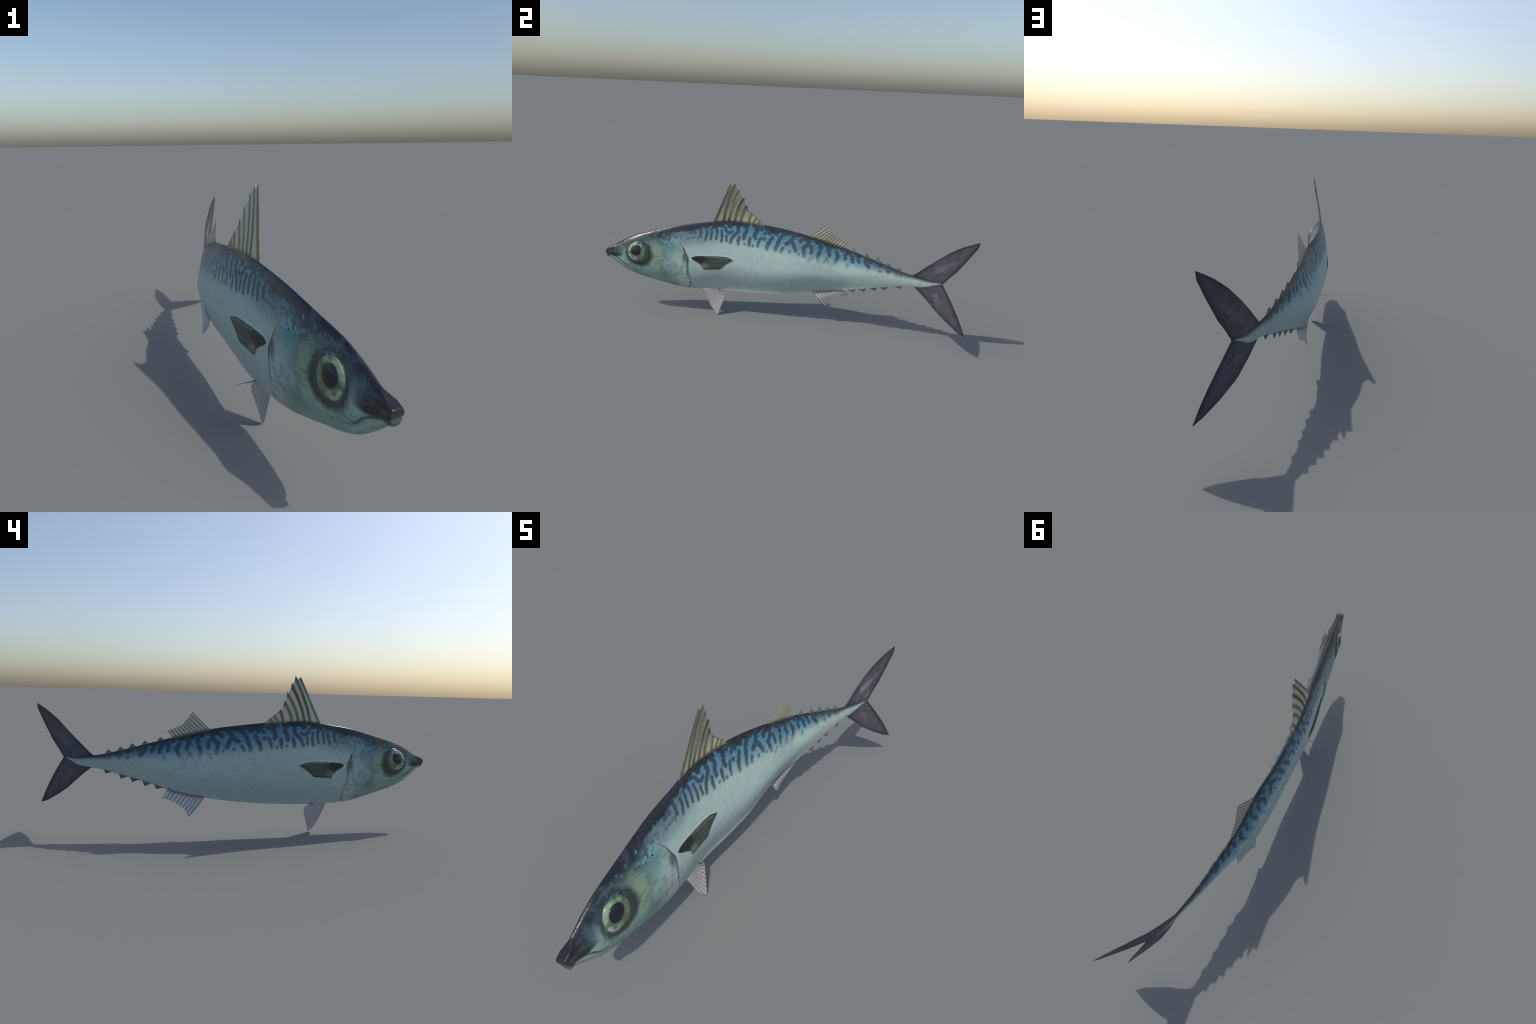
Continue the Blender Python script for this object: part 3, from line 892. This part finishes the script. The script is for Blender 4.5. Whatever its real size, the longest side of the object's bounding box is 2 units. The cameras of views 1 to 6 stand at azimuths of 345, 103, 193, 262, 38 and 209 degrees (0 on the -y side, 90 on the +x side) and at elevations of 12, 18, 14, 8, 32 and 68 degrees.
for lead, trail in ((UP_LEAD, UP_TRAIL), (LO_LEAD, LO_TRAIL)):
    upper = lead is UP_LEAD
    lead3 = mid(*np.array(lead).T)
    trail3 = mid(*np.array(trail).T)[::-1]           # from the tip back to the fork
    base3 = mid(np.array([lead[0][0], .775, .825, .866]), np.array([lead[0][1]] + ([.377, .373] if upper else [.336, .354]) + [.371]))
    nu = 96
    q = np.linspace(0, 1, nu)
    B, E = curve(base3, q), resample(trail3, np.concatenate([[0], np.cumsum(np.linalg.norm(np.diff(trail3, axis=0), axis=1))])/np.linalg.norm(np.diff(trail3, axis=0), axis=1).sum(), q)
    L = resample(lead3, np.concatenate([[0], np.cumsum(np.linalg.norm(np.diff(lead3, axis=0), axis=1))])/np.linalg.norm(np.diff(lead3, axis=0), axis=1).sum(), np.linspace(0, 1, 40))
    T = np.repeat(B[-1:], 40, 0)
    E[-1] = B[-1]
    P = coons(B, E, L, T)
    P[..., 0] = mid(P[..., 1], P[..., 2])[..., 0]
    t40 = np.linspace(0, 1, 40)
    rel = 1 + .45*np.sin(2*math.pi*q*15)[:, None]*np.clip(t40*4, 0, 1)[None]
    hv = (.0012*(1-t40)**1.2 + .0009)[None]*rel
    hv[0] = .0012; hv[-1] = .0005; hv[:, -1] = .0005
    ob = sheet("tail_fin", P, hv, tail_mat, root)
    for k in range(1, 17):
        path = patch_line(P, (k-.3)/17.5, q)
        cut = path[2:-3]
        r = np.interp(np.linspace(0, 1, len(cut)), [0, .35, 1], [.0009, .0022, .0006])*(1 - .4*abs(k-8)/8)
        tube("fin_ray", cut, r, tail_ray_mat, ob, sides=6, flat=1.15)

# ---- pectoral fins, lying along the flank -----------------------------------
PEC_TOP = [(-.500, .352), (-.481, .361), (-.442, .365), (-.404, .367), (-.339, .3685), (-.300, .367), (-.265, .3545)]
PEC_LOW = [(-.500, .348), (-.484, .336), (-.459, .323), (-.440, .309), (-.430, .287), (-.390, .291), (-.338, .296), (-.306, .328), (-.265, .3545)]
n = Nodes("pectoral_fin_membrane")
sx = n.add("ShaderNodeSeparateXYZ"); n.put(sx.inputs[0], n.coord)
py_, _ = square_across(n, sx.outputs[0], sx.outputs[1])
cb = n.add("ShaderNodeCombineXYZ"); n.put(cb.inputs[0], py_); n.put(cb.inputs[1], sx.outputs[2])
P2 = cb.outputs[0]
nz = n.noise(n.v("MULTIPLY", P2, (14, 90, 0)), 1.0, 4, .6)
c = n.mix(n.step(nz, .35, .7), (.042, .062, .057), (.085, .112, .094))
c = n.mix(blob(n, P2, (-.465, .345), .060, .030, .5), c, (.016, .019, .018))
c = n.mix(n.m("MULTIPLY", blob(n, P2, (-.420, .306), .020, .018, .7), .8), c, (.20, .21, .145))
ed = n.strokes(P2, [(PEC_TOP, .0008), (PEC_LOW[4:], .0012)])
c = n.mix(n.step(ed, .0, .008, .8, 0.0), c, (.016, .024, .018))
tl = n.strokes(P2, [([(-.42, .3625), (-.34, .363), (-.29, .358)], .0006)])
c = n.mix(n.step(tl, .0, .003, .6, 0.0), c, (.24, .25, .15))
pec_mat = n.finish(c, rough=.3, bump=nz, bump_dist=.0008)
pec_ray = plain("pectoral_ray", (.034, .045, .040), .35)
for side in (1, -1):
    qa = np.linspace(0, 1, 48)
    top2 = np.array([(0, *p) for p in PEC_TOP]); low2 = np.array([(0, *p) for p in PEC_LOW])

    def along(pts):
        k = np.concatenate([[0], np.cumsum(np.linalg.norm(np.diff(pts, axis=0), axis=1))]); k /= k[-1]
        return resample(pts, k, qa)
    A2, B2 = along(top2), along(low2)
    w = np.linspace(0, 1, 16)
    G = A2[:, None]*(1-w)[None, :, None] + B2[:, None]*w[None, :, None]
    P = np.zeros_like(G)
    for i in range(48):
        for j in range(16):
            p, nn = skin_frame(mirror_y(G[i, j, 1], G[i, j, 2], side), G[i, j, 2], side)
            P[i, j] = p + nn*(.0012 + .0018*qa[i]**.7)
    hv = np.full((48, 16), .0014); hv[0] = hv[-1] = .0005; hv[:, 0] = .0012; hv[:, -1] = .0006
    pf = sheet("pectoral_fin", P, hv, pec_mat, root)
    for k in range(1, 8):
        j = k*2
        path = P[16:46-2*(k > 4), j]
        tube("fin_ray", path + np.array([side*.0006, 0, 0]), np.linspace(.0013, .0006, len(path)), pec_ray, pf, sides=6)
